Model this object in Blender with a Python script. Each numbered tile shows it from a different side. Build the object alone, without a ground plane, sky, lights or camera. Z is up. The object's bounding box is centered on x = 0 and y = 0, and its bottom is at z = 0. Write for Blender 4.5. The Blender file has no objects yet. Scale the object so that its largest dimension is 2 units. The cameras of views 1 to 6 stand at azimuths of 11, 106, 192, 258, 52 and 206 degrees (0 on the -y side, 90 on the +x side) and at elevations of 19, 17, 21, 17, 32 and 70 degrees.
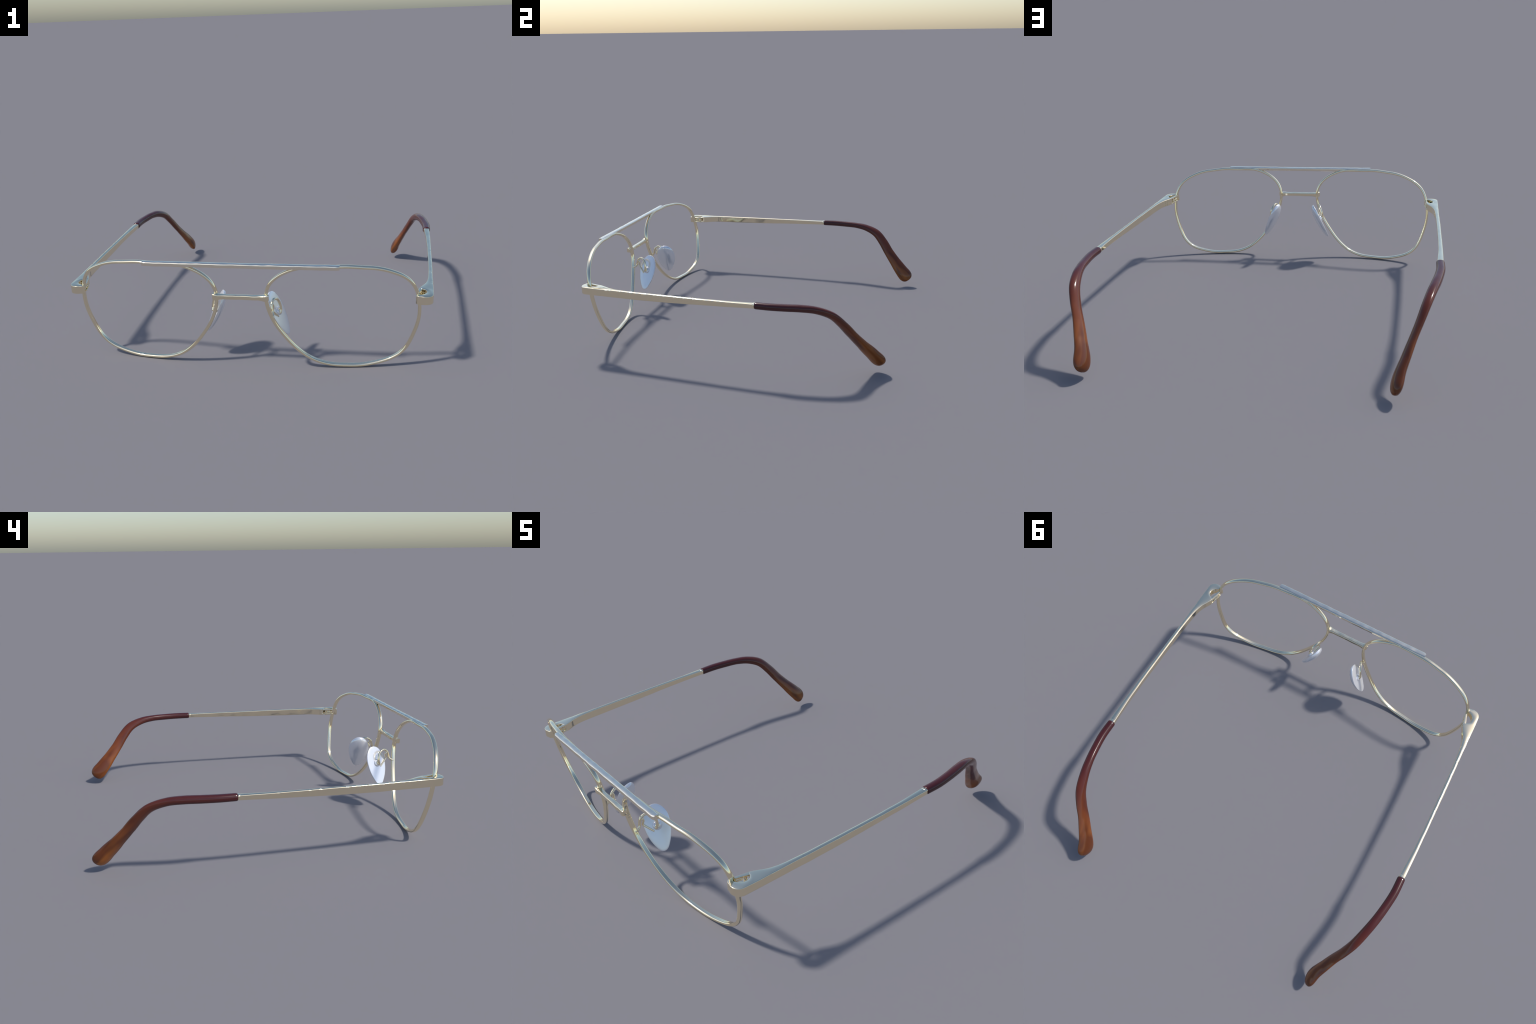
"""Aviator-style metal spectacles: two wire rims, straight brow bar, nose bridge,
nose pads on wire arms, flared temples with hinges and brown plastic temple tips.
The right half (x > 0) is described; the left half is its mirror image."""
import bpy, bmesh, math, random
from mathutils import Vector, Matrix, noise

random.seed(7)
TAU = math.tau

# ------------------------------------------------------------------ helpers
def catmull(pts, n, closed=False):
    """n points on a Catmull-Rom spline through pts (tuples of any length)."""
    m = len(pts)
    segs = m if closed else m - 1
    out = []
    count = n if closed else n - 1
    for i in range(n):
        t = i / count * segs
        k = min(int(t), segs - 1)
        f = t - k
        def g(j):
            return pts[j % m] if closed else pts[max(0, min(m - 1, j))]
        p0, p1, p2, p3 = g(k - 1), g(k), g(k + 1), g(k + 2)
        out.append(tuple(0.5 * (2 * b + (c - a) * f + (2 * a - 5 * b + 4 * c - d) * f * f + (3 * b - a - 3 * c + d) * f ** 3)
                         for a, b, c, d in zip(p0, p1, p2, p3)))
    return out


def lerp_table(table, t):
    """piecewise linear lookup in rows (t, v1, v2, ...)."""
    if t <= table[0][0]:
        return table[0][1:]
    for a, b in zip(table, table[1:]):
        if t <= b[0]:
            f = (t - a[0]) / (b[0] - a[0])
            return tuple(x + (y - x) * f for x, y in zip(a[1:], b[1:]))
    return table[-1][1:]


def loft(rings, closed_path=False, cap=True):
    """quad mesh data through equally long rings of points."""
    verts = [tuple(p) for r in rings for p in r]
    n, m = len(rings), len(rings[0])
    faces = []
    for i in range(n if closed_path else n - 1):
        a, b = i * m, ((i + 1) % n) * m
        for j in range(m):
            k = (j + 1) % m
            faces.append((a + j, a + k, b + k, b + j))
    if cap and not closed_path:
        faces.append(tuple(reversed(range(m))))
        faces.append(tuple((n - 1) * m + j for j in range(m)))
    return verts, faces


def superellipse(a, b, p, n, phase=0.0):
    out = []
    for i in range(n):
        t = TAU * i / n + phase
        c, s = math.cos(t), math.sin(t)
        out.append((a * math.copysign(abs(c) ** (2 / p), c), b * math.copysign(abs(s) ** (2 / p), s)))
    return out


def sweep(path, radius, n=12, flat=1.0):
    """round wire along an open path, parallel-transported frame, rounded ends."""
    pts = [Vector(p) for p in path]
    tang = [(pts[min(i + 1, len(pts) - 1)] - pts[max(i - 1, 0)]).normalized() for i in range(len(pts))]
    ref = tang[0].orthogonal().normalized()
    rings = []
    for i, (p, t) in enumerate(zip(pts, tang)):
        ref = (ref - t * ref.dot(t)).normalized()
        side = t.cross(ref)
        r = radius(i / (len(pts) - 1)) if callable(radius) else radius
        rings.append([p + ref * (r * math.cos(TAU * j / n)) + side * (r * flat * math.sin(TAU * j / n)) for j in range(n)])
    for end, t in ((0, -tang[0]), (-1, tang[-1])):
        c, ring = pts[end], rings[end]
        extra = [[c + (q - c) * math.cos(a) + t * ((ring[0] - c).length * math.sin(a)) for q in ring] for a in (0.6, 1.1, 1.45)]
        rings = (extra[::-1] + rings) if end == 0 else (rings + extra)
    return loft(rings)


def merge(*parts):
    verts, faces = [], []
    for v, f in parts:
        o = len(verts)
        verts += [tuple(x) for x in v]
        faces += [tuple(i + o for i in q) for q in f]
    return verts, faces


def cylinder(centre, axis, radius, height, n=28, bevel=0.0015):
    """bevelled disc / barrel."""
    axis = Vector(axis).normalized()
    u = axis.orthogonal().normalized()
    v = axis.cross(u)
    c = Vector(centre)
    prof = [(radius - bevel, -height / 2), (radius, -height / 2 + bevel), (radius, height / 2 - bevel), (radius - bevel, height / 2)]
    return loft([[c + axis * h + u * (r * math.cos(TAU * j / n)) + v * (r * math.sin(TAU * j / n)) for j in range(n)] for r, h in prof])


def plan_solid(outline, z_range, holes=(), bevel=0.003):
    """flat outline (and holes) extruded upwards with rounded edges; z_range(x, y) -> (bottom, top)."""
    cu = bpy.data.curves.new("plan", "CURVE")
    cu.dimensions, cu.fill_mode = "2D", "BOTH"
    cu.extrude, cu.bevel_depth, cu.bevel_resolution = 1.0 - bevel, bevel, 3
    cu.offset = -bevel
    for loop in (outline, *holes):
        sp = cu.splines.new("POLY")
        sp.points.add(len(loop) - 1)
        for q, (x, y) in zip(sp.points, loop):
            q.co = (x, y, 0, 1)
        sp.use_cyclic_u = True
    ob = bpy.data.objects.new("plan", cu)
    bpy.context.scene.collection.objects.link(ob)
    me = bpy.data.meshes.new_from_object(ob.evaluated_get(bpy.context.evaluated_depsgraph_get()))
    verts = [v.co.copy() for v in me.vertices]
    faces = [tuple(p.vertices) for p in me.polygons]
    bpy.data.objects.remove(ob)
    bpy.data.curves.remove(cu)
    bpy.data.meshes.remove(me)
    out = []
    for v in verts:
        lo, hi = z_range(v.x, v.y)
        half, mid = (hi - lo) / 2, (hi + lo) / 2
        # keep the rounded edge its real height: only the straight part of the wall stretches
        d = 1.0 - abs(v.z)
        out.append((v.x, v.y, mid + math.copysign(half - min(d, bevel) - (max(0.0, d - bevel) / (1 - bevel)) * (half - bevel), v.z)))
    return out, faces


def resample(poly, step, closed=True):
    out = []
    m = len(poly)
    for i in range(m if closed else m - 1):
        a, b = Vector(poly[i]), Vector(poly[(i + 1) % m])
        k = max(1, int((b - a).length / step))
        out += [tuple(a.lerp(b, j / k)) for j in range(k)]
    if not closed:
        out.append(poly[-1])
    return out


def wobble(verts, amount, scale, seed):
    """small noise in the shape that makes the highlights on the metal wavy."""
    o = Vector((seed, seed * 1.7, -seed))
    return [tuple(Vector(v) + noise.noise_vector(Vector(v) * scale + o) * amount) for v in verts]


# ------------------------------------------------------------------ materials
def metal(name, colour, rough, wear=0.0, metallic=1.0):
    m = bpy.data.materials.new(name)
    m.use_nodes = True
    nt = m.node_tree
    b = nt.nodes["Principled BSDF"]
    b.inputs["Metallic"].default_value = metallic
    co = nt.nodes.new("ShaderNodeTexCoord")
    no = nt.nodes.new("ShaderNodeTexNoise")
    no.inputs["Scale"].default_value = 14.0
    no.inputs["Detail"].default_value = 4.0
    nt.links.new(co.outputs["Object"], no.inputs["Vector"])
    ramp = nt.nodes.new("ShaderNodeValToRGB")
    ramp.color_ramp.elements[0].position, ramp.color_ramp.elements[1].position = 0.35, 0.65
    ramp.color_ramp.elements[0].color = (*[c * (1 - wear) for c in colour], 1)
    ramp.color_ramp.elements[1].color = (*colour, 1)
    nt.links.new(no.outputs["Fac"], ramp.inputs["Fac"])
    nt.links.new(ramp.outputs["Color"], b.inputs["Base Color"])
    mr = nt.nodes.new("ShaderNodeMapRange")
    mr.inputs["To Min"].default_value, mr.inputs["To Max"].default_value = rough * 0.8, rough * 1.2
    nt.links.new(no.outputs["Fac"], mr.inputs["Value"])
    nt.links.new(mr.outputs["Result"], b.inputs["Roughness"])
    return m


def plastic_tip_material():
    """translucent-looking brown acetate: maroon at the front, streaked amber at the paddle."""
    m = bpy.data.materials.new("brown_acetate")
    m.use_nodes = True
    nt = m.node_tree
    L = nt.links.new
    b = nt.nodes["Principled BSDF"]
    b.inputs["Roughness"].default_value = 0.15
    b.inputs["Specular IOR Level"].default_value = 0.5
    co = nt.nodes.new("ShaderNodeTexCoord")
    sep = nt.nodes.new("ShaderNodeSeparateXYZ")
    L(co.outputs["Object"], sep.inputs[0])
    sub = nt.nodes.new("ShaderNodeMath")
    sub.operation = "SUBTRACT"          # runs along the sleeve: y - z
    L(sep.outputs["Y"], sub.inputs[0])
    L(sep.outputs["Z"], sub.inputs[1])
    # lengthwise streaks: noise squeezed along the direction of the paddle
    mp = nt.nodes.new("ShaderNodeMapping")
    mp.inputs["Rotation"].default_value = (math.radians(-49), 0, 0)
    mp.vector_type = "TEXTURE"
    mp.inputs["Scale"].default_value = (1 / 20, 1 / 1.0, 1 / 20)
    L(co.outputs["Object"], mp.inputs["Vector"])
    st = nt.nodes.new("ShaderNodeTexNoise")
    st.inputs["Scale"].default_value, st.inputs["Detail"].default_value = 1.0, 1.5
    L(mp.outputs["Vector"], st.inputs["Vector"])
    mr = nt.nodes.new("ShaderNodeMapRange")
    mr.inputs["From Min"].default_value, mr.inputs["From Max"].default_value = -0.16, 0.95
    L(sub.outputs[0], mr.inputs["Value"])
    base = nt.nodes.new("ShaderNodeValToRGB")
    el = base.color_ramp.elements
    el[0].position, el[0].color = 0.0, (0.056, 0.010, 0.011, 1)
    el[1].position, el[1].color = 1.0, (0.290, 0.090, 0.014, 1)
    for pos, col in ((0.28, (0.078, 0.015, 0.012, 1)), (0.45, (0.135, 0.030, 0.013, 1)), (0.62, (0.175, 0.045, 0.013, 1)), (0.82, (0.245, 0.074, 0.014, 1))):
        e = el.new(pos)
        e.color = col
    L(mr.outputs["Result"], base.inputs["Fac"])
    sr = nt.nodes.new("ShaderNodeValToRGB")
    sr.color_ramp.elements[0].position, sr.color_ramp.elements[0].color = 0.40, (0.50, 0.42, 0.55, 1)
    sr.color_ramp.elements[1].position, sr.color_ramp.elements[1].color = 0.60, (1.08, 1.08, 1.0, 1)
    L(st.outputs["Fac"], sr.inputs["Fac"])
    mix = nt.nodes.new("ShaderNodeMix")
    mix.data_type, mix.blend_type = "RGBA", "MULTIPLY"
    fac = nt.nodes.new("ShaderNodeMapRange")      # streaks only in the rear half
    fac.inputs["From Min"].default_value, fac.inputs["From Max"].default_value = 0.30, 0.75
    L(mr.outputs["Result"], fac.inputs["Value"])
    L(fac.outputs["Result"], mix.inputs["Factor"])
    L(base.outputs["Color"], mix.inputs["A"])
    L(sr.outputs["Color"], mix.inputs["B"])
    L(mix.outputs["Result"], b.inputs["Base Color"])
    return m


BROW_GOLD = metal("pale_gold_metal", (1.0, 0.91, 0.73), 0.055, 0.02)  # slightly paler, cooler gold than the other metal parts, used on the brow bar
GOLD = metal("champagne_gold_metal", (1.0, 0.885, 0.63), 0.055, 0.02)
PEARL = metal("pearl_pad", (0.88, 0.885, 0.91), 0.20, 0.01, 0.5)
TIP = plastic_tip_material()

# ------------------------------------------------------------------ objects
def add(name, data, material, parent, mirror=False, smooth_angle=40, origin=None):
    verts, faces = data
    s = -1.0 if mirror else 1.0
    o = Vector(origin or (0, 0, 0))
    o = Vector((o.x * s, o.y, o.z))
    me = bpy.data.meshes.new(name)
    me.from_pydata([(v[0] * s - o.x, v[1] - o.y, v[2] - o.z) for v in verts], [], [tuple(reversed(f)) for f in faces] if mirror else faces)
    bm = bmesh.new()
    bm.from_mesh(me)
    bmesh.ops.remove_doubles(bm, verts=bm.verts, dist=1e-5)
    bmesh.ops.recalc_face_normals(bm, faces=bm.faces)
    bm.to_mesh(me)
    bm.free()
    me.shade_smooth()
    if smooth_angle < 180:
        me.set_sharp_from_angle(angle=math.radians(smooth_angle))
    me.materials.append(material)
    ob = bpy.data.objects.new(name, me)
    bpy.context.scene.collection.objects.link(ob)
    ob.location = o
    if parent:
        ob.parent = parent
        ob.location = o - (parent.location if parent.type != "EMPTY" else Vector())
    return ob


glasses = bpy.data.objects.new("eyeglasses", None)
bpy.context.scene.collection.objects.link(glasses)
glasses["label"] = "gold metal aviator eyeglasses with brown temple tips"
glasses["category"] = "eyeglasses"

# ---- rims: polar radii of the eyewire every 7.5 degrees about (0.5, 0.3)
RIM_R = (0.3853, 0.3894, 0.3938, 0.3974, 0.3945, 0.3808, 0.3616, 0.3436, 0.3266, 0.3110, 0.3018, 0.2974, 0.2951, 0.2958, 0.3030, 0.3188, 0.3377, 0.3560, 0.3733, 0.3892, 0.3993, 0.3983, 0.3854, 0.3664,
         0.3472, 0.3296, 0.3144, 0.3032, 0.2965, 0.2926, 0.2904, 0.2897, 0.2898, 0.2894, 0.2890, 0.2888, 0.2893, 0.2932, 0.3016, 0.3122, 0.3239, 0.3390, 0.3563, 0.3697, 0.3753, 0.3752, 0.3758, 0.3799)

def rim_y(x, z):
    """base curve of the front: the eyewire lies on this shallow bowl."""
    return -0.8145 - 0.2214 * x - 0.393 * z + 0.3253 * x * x + 0.010 * x * z + 0.3144 * z * z

def rim_mesh():
    n = 288
    radii = [r[0] for r in catmull([(r,) for r in RIM_R], n, closed=True)]
    centre = []
    for i, r in enumerate(radii):
        a = TAU * i / n
        x, z = 0.5 + r * math.cos(a), 0.3 + r * math.sin(a)
        centre.append(Vector((x, rim_y(x, z), z + 0.0006)))
    rings = []
    for i in range(n):
        t = (centre[(i + 1) % n] - centre[i - 1]).normalized()
        dep = Vector((0, 1, 0))
        dep = (dep - t * dep.dot(t)).normalized()
        out = dep.cross(t).normalized()
        if out.dot(centre[i] - Vector((0.5, centre[i].y, 0.3))) < 0:
            out = -out
        # radial half-width 0.0092, half-depth 0.0132, shallow lens groove on the inside
        ring = []
        for a, b in superellipse(0.0092, 0.0132, 2.4, 24):
            if a < 0:
                a += 0.0022 * math.exp(-(b / 0.004) ** 2)
            ring.append(centre[i] + out * a + dep * b)
        rings.append(ring)
    return loft(rings, closed_path=True)

RIM = rim_mesh()
for m in (False, True):
    add("rim", RIM, GOLD, glasses, m, 180)

# ---- brow bar: straight flat bar across both rims
def bar_x(stations, n=24, p=4.0, crown=0.3):
    """bar along x; stations of (x, y centre, half depth, z centre, half height)."""
    rings = []
    for x, yc, hd, zc, hh in stations:
        rings.append([(x, yc + a, zc + b - (crown * hh * (a / hd) ** 2 if b > 0 else 0)) for a, b in superellipse(hd, hh, p, n, TAU / n / 2)])
    return loft(rings)

st = []
for i in range(121):
    x = -0.497 + 0.994 * i / 120
    e = 1 - max(0, abs(x) - 0.478) / 0.019          # rounded front corners at both ends
    k = math.sqrt(max(0.0, 1 - (1 - e) ** 2))
    hd = 0.0165 * (0.80 + 0.20 * k)
    bow = 0.0012 * (abs(x) / 0.5) ** 2
    st.append((x, -0.966 - hd, hd, 0.5957 + bow, 0.0116))
v, f = bar_x(st, n=48, p=6, crown=0.22)
add("brow_bar", (wobble(v, 0.0012, 22, 3), f), BROW_GOLD, glasses, smooth_angle=50)

# ---- nose bridge: short bar, flared tabs overlapping the front of the rims
st = []
for i in range(81):
    x = -0.144 + 0.288 * i / 80
    a = abs(x)
    top, bot = lerp_table(((0, 0.4315, 0.4085), (0.09, 0.4315, 0.4080), (0.115, 0.4335, 0.4040), (0.128, 0.4375, 0.4010), (0.138, 0.4385, 0.4030), (0.144, 0.4375, 0.4090)), a)
    front, back = lerp_table(((0, -0.973, -0.948), (0.10, -0.974, -0.947), (0.125, -0.977, -0.942), (0.136, -0.977, -0.946), (0.144, -0.9745, -0.955)), a)
    st.append((x, (front + back) / 2, (back - front) / 2, (top + bot) / 2, (top - bot) / 2))
v, f = bar_x(st, n=48, p=6, crown=0.12)
# solder webs between the brow bar and the tops of the rims
WEB = bar_x([(x, -0.9655, h * 0.55, 0.5935 - 0.002 * q, h) for x, h, q in ((0.288, 0.003, 1), (0.30, 0.007, 0.6), (0.33, 0.0085, 0), (0.42, 0.0085, 0), (0.475, 0.0075, 0), (0.487, 0.004, 0))], p=3, crown=0)
for m in (False, True):
    add("solder_web", WEB, GOLD, glasses, m, 60)

add("nose_bridge", (wobble(v, 0.0012, 26, 9), f), GOLD, glasses, smooth_angle=50)
SOLDER = sweep([(0.1275, -0.951, 0.4355), (0.1265, -0.950, 0.420), (0.129, -0.949, 0.404)], lambda q: 0.0075 - 0.002 * abs(2 * q - 1), 16)
for m in (False, True):
    add("solder_joint", SOLDER, GOLD, glasses, m, 180)

# ---- temples
# plan of one temple with its endpiece: outer edge x, y and inner edge x, y at matching stations,
# from the tab on the rim round the corner, past the hinge opening, along the bar to the sleeve
TEMPLE_PLAN = [
    (0.866, -0.879, 0.870, -0.868), (0.8745, -0.8885, 0.880, -0.8675), (0.890, -0.892, 0.890, -0.866), (0.907, -0.8955, 0.902, -0.860),
    (0.926, -0.892, 0.911, -0.851), (0.939, -0.8835, 0.917, -0.842), (0.9475, -0.871, 0.9205, -0.832), (0.951, -0.858, 0.9215, -0.822),
    (0.9525, -0.838, 0.9205, -0.811), (0.9535, -0.815, 0.914, -0.800), (0.954, -0.800, 0.899, -0.7895), (0.9545, -0.785, 0.8875, -0.783),
    (0.955, -0.768, 0.8885, -0.767), (0.9555, -0.740, 0.902, -0.738), (0.9565, -0.705, 0.919, -0.703), (0.958, -0.655, 0.931, -0.655),
    (0.9597, -0.590, 0.938, -0.590), (0.9635, -0.500, 0.944, -0.500), (0.9685, -0.360, 0.949, -0.360), (0.973, -0.200, 0.9535, -0.200),
    (0.9775, -0.050, 0.9567, -0.050), (0.981, 0.100, 0.957, 0.100), (0.983, 0.2535, 0.952, 0.2535)]

def temple_z(x, y):
    return lerp_table(((-0.89, 0.3815, 0.4265), (-0.50, 0.3820, 0.4275), (-0.30, 0.3865, 0.4290), (-0.08, 0.3950, 0.4305), (0.10, 0.4020, 0.4325), (0.26, 0.4085, 0.4345)), y)

EDGE_NOTCHES = [(random.uniform(-0.75, 0.22), random.uniform(0.004, 0.012), random.uniform(0.0012, 0.0030)) for _ in range(11)]

def temple_mesh():
    """rounded rectangle between the two edges: crowned top, flat sides, eased corners."""
    rings = []
    for xo, yo, xi, yi in catmull(TEMPLE_PLAN, 520):
        a, b = Vector((xi, yi, 0)), Vector((xo, yo, 0))
        d = (b - a).normalized()
        a, b = a - d * 0.0006, b + d * 0.0012
        lo, hi = temple_z(0, (yo + yi) / 2)
        lo, hi = lo - 0.0005, hi + 0.0008
        wide = (b - a).length
        r = 0.0032
        y = (yo + yi) / 2
        rt = r + sum(depth * max(0.0, 1 - abs(y - at) / size) for at, size, depth in EDGE_NOTCHES)   # small random notches along the top outer edge
        prof = []                                     # (distance from inner edge, height)
        for k in range(9):                            # crowned top, inner to outer
            u = k / 8
            d = r + (wide - r - rt) * u
            prof.append((d, hi - 0.0018 * (2 * u - 1) ** 2))
        top = hi - 0.0018
        arc = [(math.sin(q * math.pi / 10), math.cos(q * math.pi / 10)) for q in range(1, 6)]
        prof += [(wide - rt + rt * s, top - rt + rt * c) for s, c in arc]
        prof += [(wide, top - rt - (top - lo - rt - r) * q) for q in (0.08, 0.5, 0.92)]
        prof += [(wide - r + r * c, lo + r - r * s) for s, c in [(0.0, 1.0)] + arc]
        prof += [(r + (wide - 2 * r) * q, lo) for q in (0.9, 0.5, 0.1)]
        prof += [(r - r * s, lo + r - r * c) for s, c in [(0.0, 1.0)] + arc]
        prof += [(0.0, lo + r + (top - lo - 2 * r) * q) for q in (0.08, 0.5, 0.92)]
        prof += [(r - r * c, top - r + r * s) for s, c in [(0.0, 1.0)] + arc[:-1]]
        rings.append([tuple(a.lerp(b, d / wide)[:2]) + (z,) for d, z in prof])
    return loft(rings)

tv, tf = temple_mesh()
TEMPLE = (wobble(tv, 0.0006, 14, 5), tf)

# rounded ring modelled to give the white glint where bar meets sleeve
GLINT_RING = []
for i in range(17):
    q = -math.cos(math.pi * i / 16)
    g = 0.84 + 0.16 * math.sqrt(max(0.0, 1 - q * q))
    GLINT_RING.append([(0.9675 + a * g, 0.2485 + 0.0085 * q, 0.4212 + b * g) for a, b in superellipse(0.0180, 0.0160, 3.6, 28, 0.1)])
GLINT_RING = loft(GLINT_RING)

# hinge: two leaves carrying on from the lobe to the rim, barrel and screw between them
LEAF = [(0.900, -0.776), (0.899, -0.792), (0.889, -0.822), (0.881, -0.848), (0.872, -0.856), (0.868, -0.850), (0.8725, -0.828), (0.880, -0.797), (0.8855, -0.772)]
leaf_plan = resample(catmull(LEAF, 60, True), 0.008)
HINGE_LEAF_TOP = plan_solid(leaf_plan, lambda x, y: (0.4155, 0.4255), bevel=0.002)
HINGE_LEAF_LOW = plan_solid(leaf_plan, lambda x, y: (0.3830, 0.3905), bevel=0.002)
HINGE = merge(HINGE_LEAF_TOP, HINGE_LEAF_LOW)
BARREL = merge(cylinder((0.8855, -0.803, 0.4090), (0, 0, 1), 0.0080, 0.0105), cylinder((0.8855, -0.803, 0.3965), (0, 0, 1), 0.0080, 0.0105),
               sweep([(0.8745, -0.846, 0.403), (0.8775, -0.832, 0.403), (0.881, -0.818, 0.403)], 0.0045))
SCREW = cylinder((0.8855, -0.803, 0.3815), (0, 0, 1), 0.006, 0.004, bevel=0.001)

# ---- temple tips: centre line and section (half-axes, turn of the long axis) along the sleeve
TIP_PATH = [(0.9675, 0.2540, 0.4215), (0.969, 0.349, 0.4225), (0.960, 0.439, 0.4225), (0.946, 0.526, 0.4215), (0.9265, 0.611, 0.411), (0.903, 0.694, 0.378),
            (0.876, 0.754, 0.317), (0.846, 0.805, 0.248), (0.818, 0.860, 0.181), (0.791, 0.917, 0.116), (0.776, 0.980, 0.048)]
TIP_SECTION = ((0.0, 0.0228, 0.0205, 90), (0.10, 0.0238, 0.0212, 90), (0.20, 0.0240, 0.0215, 95), (0.30, 0.0248, 0.0215, 100), (0.40, 0.0266, 0.0220, 62), (0.50, 0.0306, 0.0206, 47),
               (0.60, 0.0328, 0.0184, 46), (0.70, 0.0345, 0.0178, 46), (0.80, 0.0395, 0.0206, 44), (0.90, 0.0478, 0.0258, 38), (1.0, 0.0570, 0.0290, 27))

def section_matrix(f):
    """blend the squared section tensors so the twist stays smooth."""
    rows = []
    for t, a, b, ang in TIP_SECTION:
        c, s = math.cos(math.radians(ang)), math.sin(math.radians(ang))
        rows.append((t, a * a * c * c + b * b * s * s, a * a * s * s + b * b * c * c, (a * a - b * b) * c * s))
    return lerp_table(rows, f)

def tip_mesh():
    n, m = 150, 40
    path = [Vector(p) for p in catmull(TIP_PATH, n)]
    run = [0.0]
    for a, b in zip(path, path[1:]):
        run.append(run[-1] + (b - a).length)
    rings = []
    for i, p in enumerate(path):
        f = run[i] / run[-1]
        t = (path[min(i + 1, n - 1)] - path[max(i - 1, 0)]).normalized()
        lat = t.cross(Vector((0, 0, 1))).normalized()
        up = lat.cross(t)
        uu, ll, ul = section_matrix(f)
        root = math.sqrt(uu * ll - ul * ul)              # symmetric square root of the 2x2 tensor
        tr = math.sqrt(uu + ll + 2 * root)
        a, b, c = (uu + root) / tr, (ll + root) / tr, ul / tr
        k = 1.0
        if f > 0.915:                                     # blunt rounded end of the paddle
            q = (f - 0.915) / 0.085
            k = max(0.0, 1 - q ** 2.6) ** (1 / 2.2)
        if f < 0.012:                                     # rounded mouth where the metal enters
            q = 1 - f / 0.012
            k = 0.86 + 0.14 * math.sqrt(1 - q * q)
        ring = []
        for x, z in superellipse(1, 1, 2.25, m):
            ring.append(p + up * (k * (a * x + c * z)) + lat * (k * (c * x + b * z)))
        rings.append(ring)
    return loft(rings)

TIP_MESH = tip_mesh()

# ---- nose pads and their wire arms
PAD_TOP, PAD_BOTTOM = Vector((0.1255, -0.8025, 0.3915)), Vector((0.2255, -0.8195, 0.1645))
PAD_AXIS = (PAD_BOTTOM - PAD_TOP).normalized()
w = Vector((0.28, 0.94, 0.0))
PAD_WIDE = (w - PAD_AXIS * w.dot(PAD_AXIS)).normalized()
PAD_OUT = PAD_AXIS.cross(PAD_WIDE).normalized()           # away from the nose: the flat, mounted side
if PAD_OUT.x < 0:
    PAD_OUT = -PAD_OUT
PAD_OUTLINE = ((0, 0.0), (0.012, 0.24), (0.04, 0.43), (0.10, 0.66), (0.20, 0.87), (0.30, 0.97), (0.40, 1.0), (0.50, 0.97), (0.60, 0.91), (0.70, 0.81), (0.80, 0.665), (0.90, 0.47), (0.96, 0.31), (0.99, 0.155), (1.0, 0.0))

def pad_mesh():
    rings, n = [], 70
    length = (PAD_BOTTOM - PAD_TOP).length
    for i in range(n + 1):
        s = 0.5 - 0.5 * math.cos(math.pi * i / n)
        s = min(max(s, 0.0004), 0.9996)
        wdt = catmull_profile(s) * 0.067
        thick = 0.038 * (max(0.0, catmull_profile(s))) ** 0.75
        c = PAD_TOP.lerp(PAD_BOTTOM, s) + PAD_WIDE * (-0.002 * math.sin(math.pi * s))
        ring = []
        for j in range(40):
            a = TAU * j / 40
            d = math.sin(a)
            ring.append(c + PAD_WIDE * (wdt * math.cos(a)) + PAD_OUT * ((0.10 if d > 0 else 0.9) * thick * d - 0.002))
        rings.append(ring)
    return loft(rings)

def catmull_profile(s):
    return lerp_table(PAD_OUTLINE, s)[0]

def smooth_outline(rows, n=200):
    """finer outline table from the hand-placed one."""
    vals = []
    for i in range(n + 1):
        s = i / n
        k = max(j for j in range(len(rows)) if rows[j][0] <= s) if s < 1 else len(rows) - 2
        k = min(k, len(rows) - 2)
        f = (s - rows[k][0]) / (rows[k + 1][0] - rows[k][0])
        p0, p1, p2, p3 = rows[max(k - 1, 0)][1], rows[k][1], rows[k + 1][1], rows[min(k + 2, len(rows) - 1)][1]
        m1 = (p2 - p0) / (rows[k + 1][0] - rows[max(k - 1, 0)][0]) * (rows[k + 1][0] - rows[k][0])
        m2 = (p3 - p1) / (rows[min(k + 2, len(rows) - 1)][0] - rows[k][0]) * (rows[k + 1][0] - rows[k][0])
        vals.append((s, max(0.0, (2 * f ** 3 - 3 * f * f + 1) * p1 + (f ** 3 - 2 * f * f + f) * m1 + (3 * f * f - 2 * f ** 3) * p2 + (f ** 3 - f * f) * m2)))
    return tuple(vals)

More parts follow.
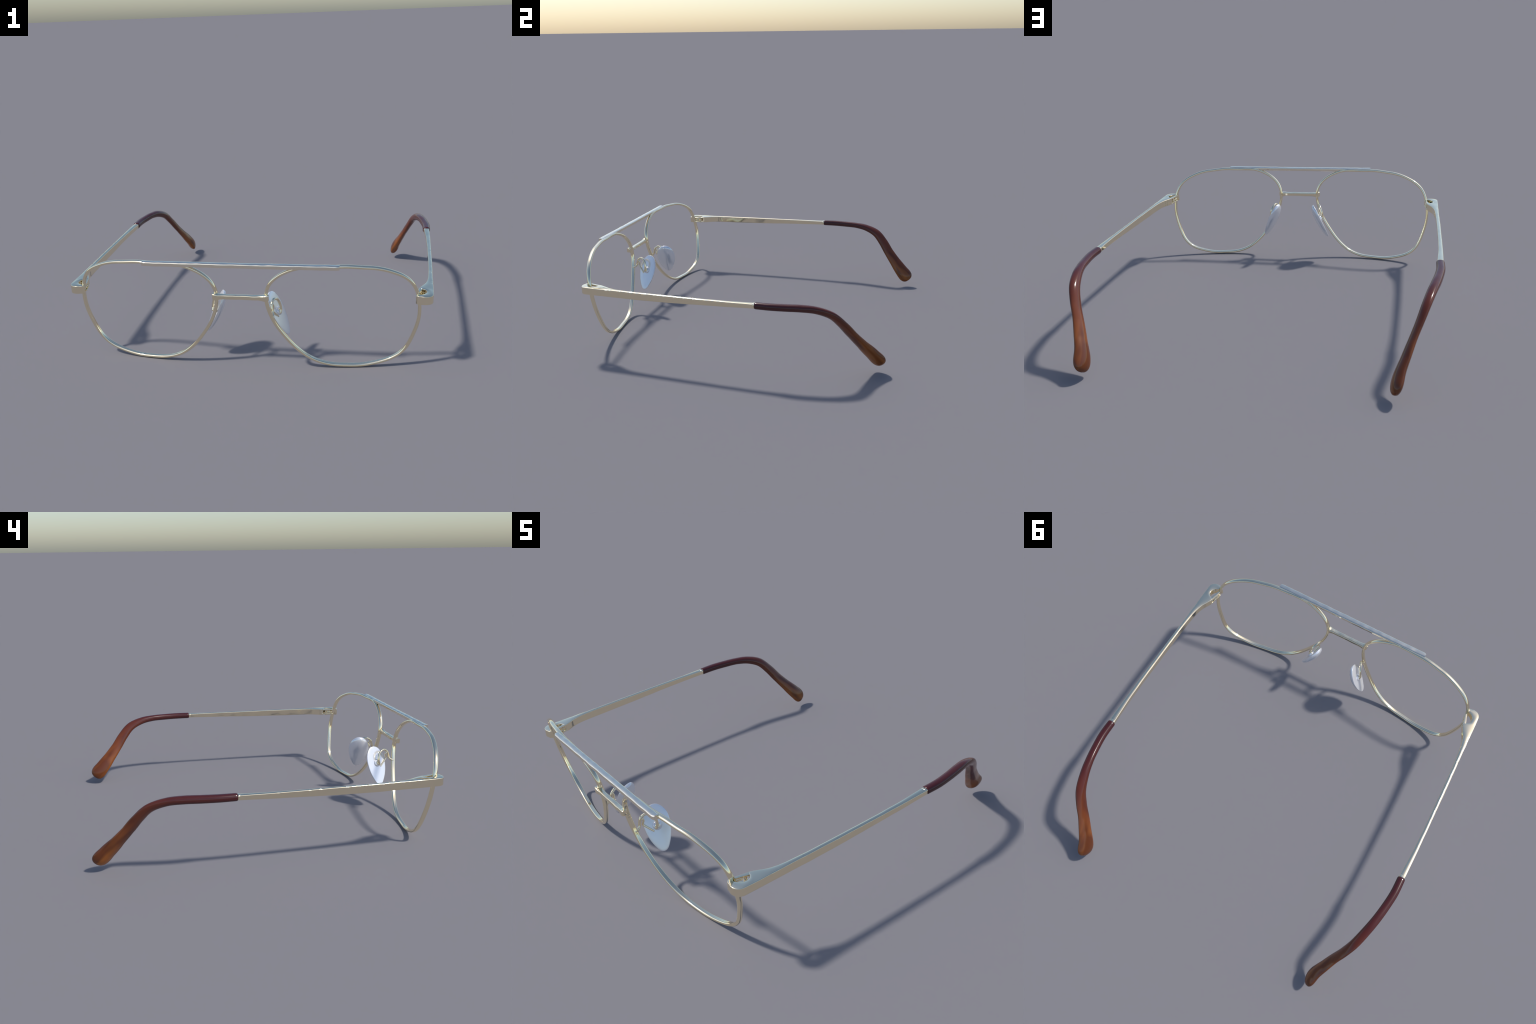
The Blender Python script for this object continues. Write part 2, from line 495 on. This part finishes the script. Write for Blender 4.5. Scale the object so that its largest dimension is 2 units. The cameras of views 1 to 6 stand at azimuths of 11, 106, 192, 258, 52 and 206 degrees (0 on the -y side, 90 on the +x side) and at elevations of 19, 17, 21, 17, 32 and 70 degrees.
PAD_OUTLINE = smooth_outline(PAD_OUTLINE)
PAD = pad_mesh()

ARM_PATH = [(0.1555, -0.928, 0.299), (0.155, -0.915, 0.3045), (0.1505, -0.901, 0.317), (0.147, -0.8955, 0.338), (0.146, -0.886, 0.3595), (0.152, -0.864, 0.3735), (0.163, -0.839, 0.366),
            (0.1725, -0.8235, 0.347), (0.179, -0.819, 0.323), (0.182, -0.820, 0.301), (0.180, -0.8265, 0.286)]
ARM = sweep(catmull(ARM_PATH, 90), 0.0072, 14)
CURL_PATH = [(0.150, -0.884, 0.354), (0.1515, -0.876, 0.342), (0.149, -0.8785, 0.326), (0.1485, -0.881, 0.316), (0.155, -0.868, 0.301), (0.163, -0.852, 0.284), (0.170, -0.838, 0.269)]
CURL = sweep(catmull(CURL_PATH, 60), 0.0050, 12, 1.2)
FOOT = sweep([(0.1568, -0.9275, 0.302), (0.1605, -0.924, 0.292), (0.165, -0.920, 0.281), (0.169, -0.916, 0.272)], lambda t: 0.0052 * (1 - 0.45 * t), 12)
PAD_ARM = merge(ARM, CURL, FOOT)

bc = Vector((0.1735, -0.816, 0.2935))
bc = bc - PAD_OUT * ((bc - PAD_TOP).dot(PAD_OUT))
BOSS = cylinder(bc + PAD_OUT * 0.004, PAD_OUT, 0.0235, 0.011, bevel=0.004)
BUTTON = cylinder(bc + PAD_OUT * 0.010, PAD_OUT, 0.0125, 0.011, bevel=0.003)

for m in (False, True):
    temple = add("temple", TEMPLE, GOLD, glasses, m, 35)
    add("hinge", HINGE, GOLD, temple, m, 40)
    add("hinge_barrel", BARREL, GOLD, temple, m, 40)
    add("hinge_screw", SCREW, GOLD, temple, m, 40)
    add("temple_glint_ring", GLINT_RING, GOLD, temple, m, 40)
    add("temple_tip", TIP_MESH, TIP, temple, m, 180)
    pad = add("nose_pad", PAD, PEARL, glasses, m, 50)
    add("pad_arm", PAD_ARM, GOLD, pad, m, 180)
    add("pad_boss", BOSS, PEARL, pad, m, 60)
    add("pad_button", BUTTON, GOLD, pad, m, 40)
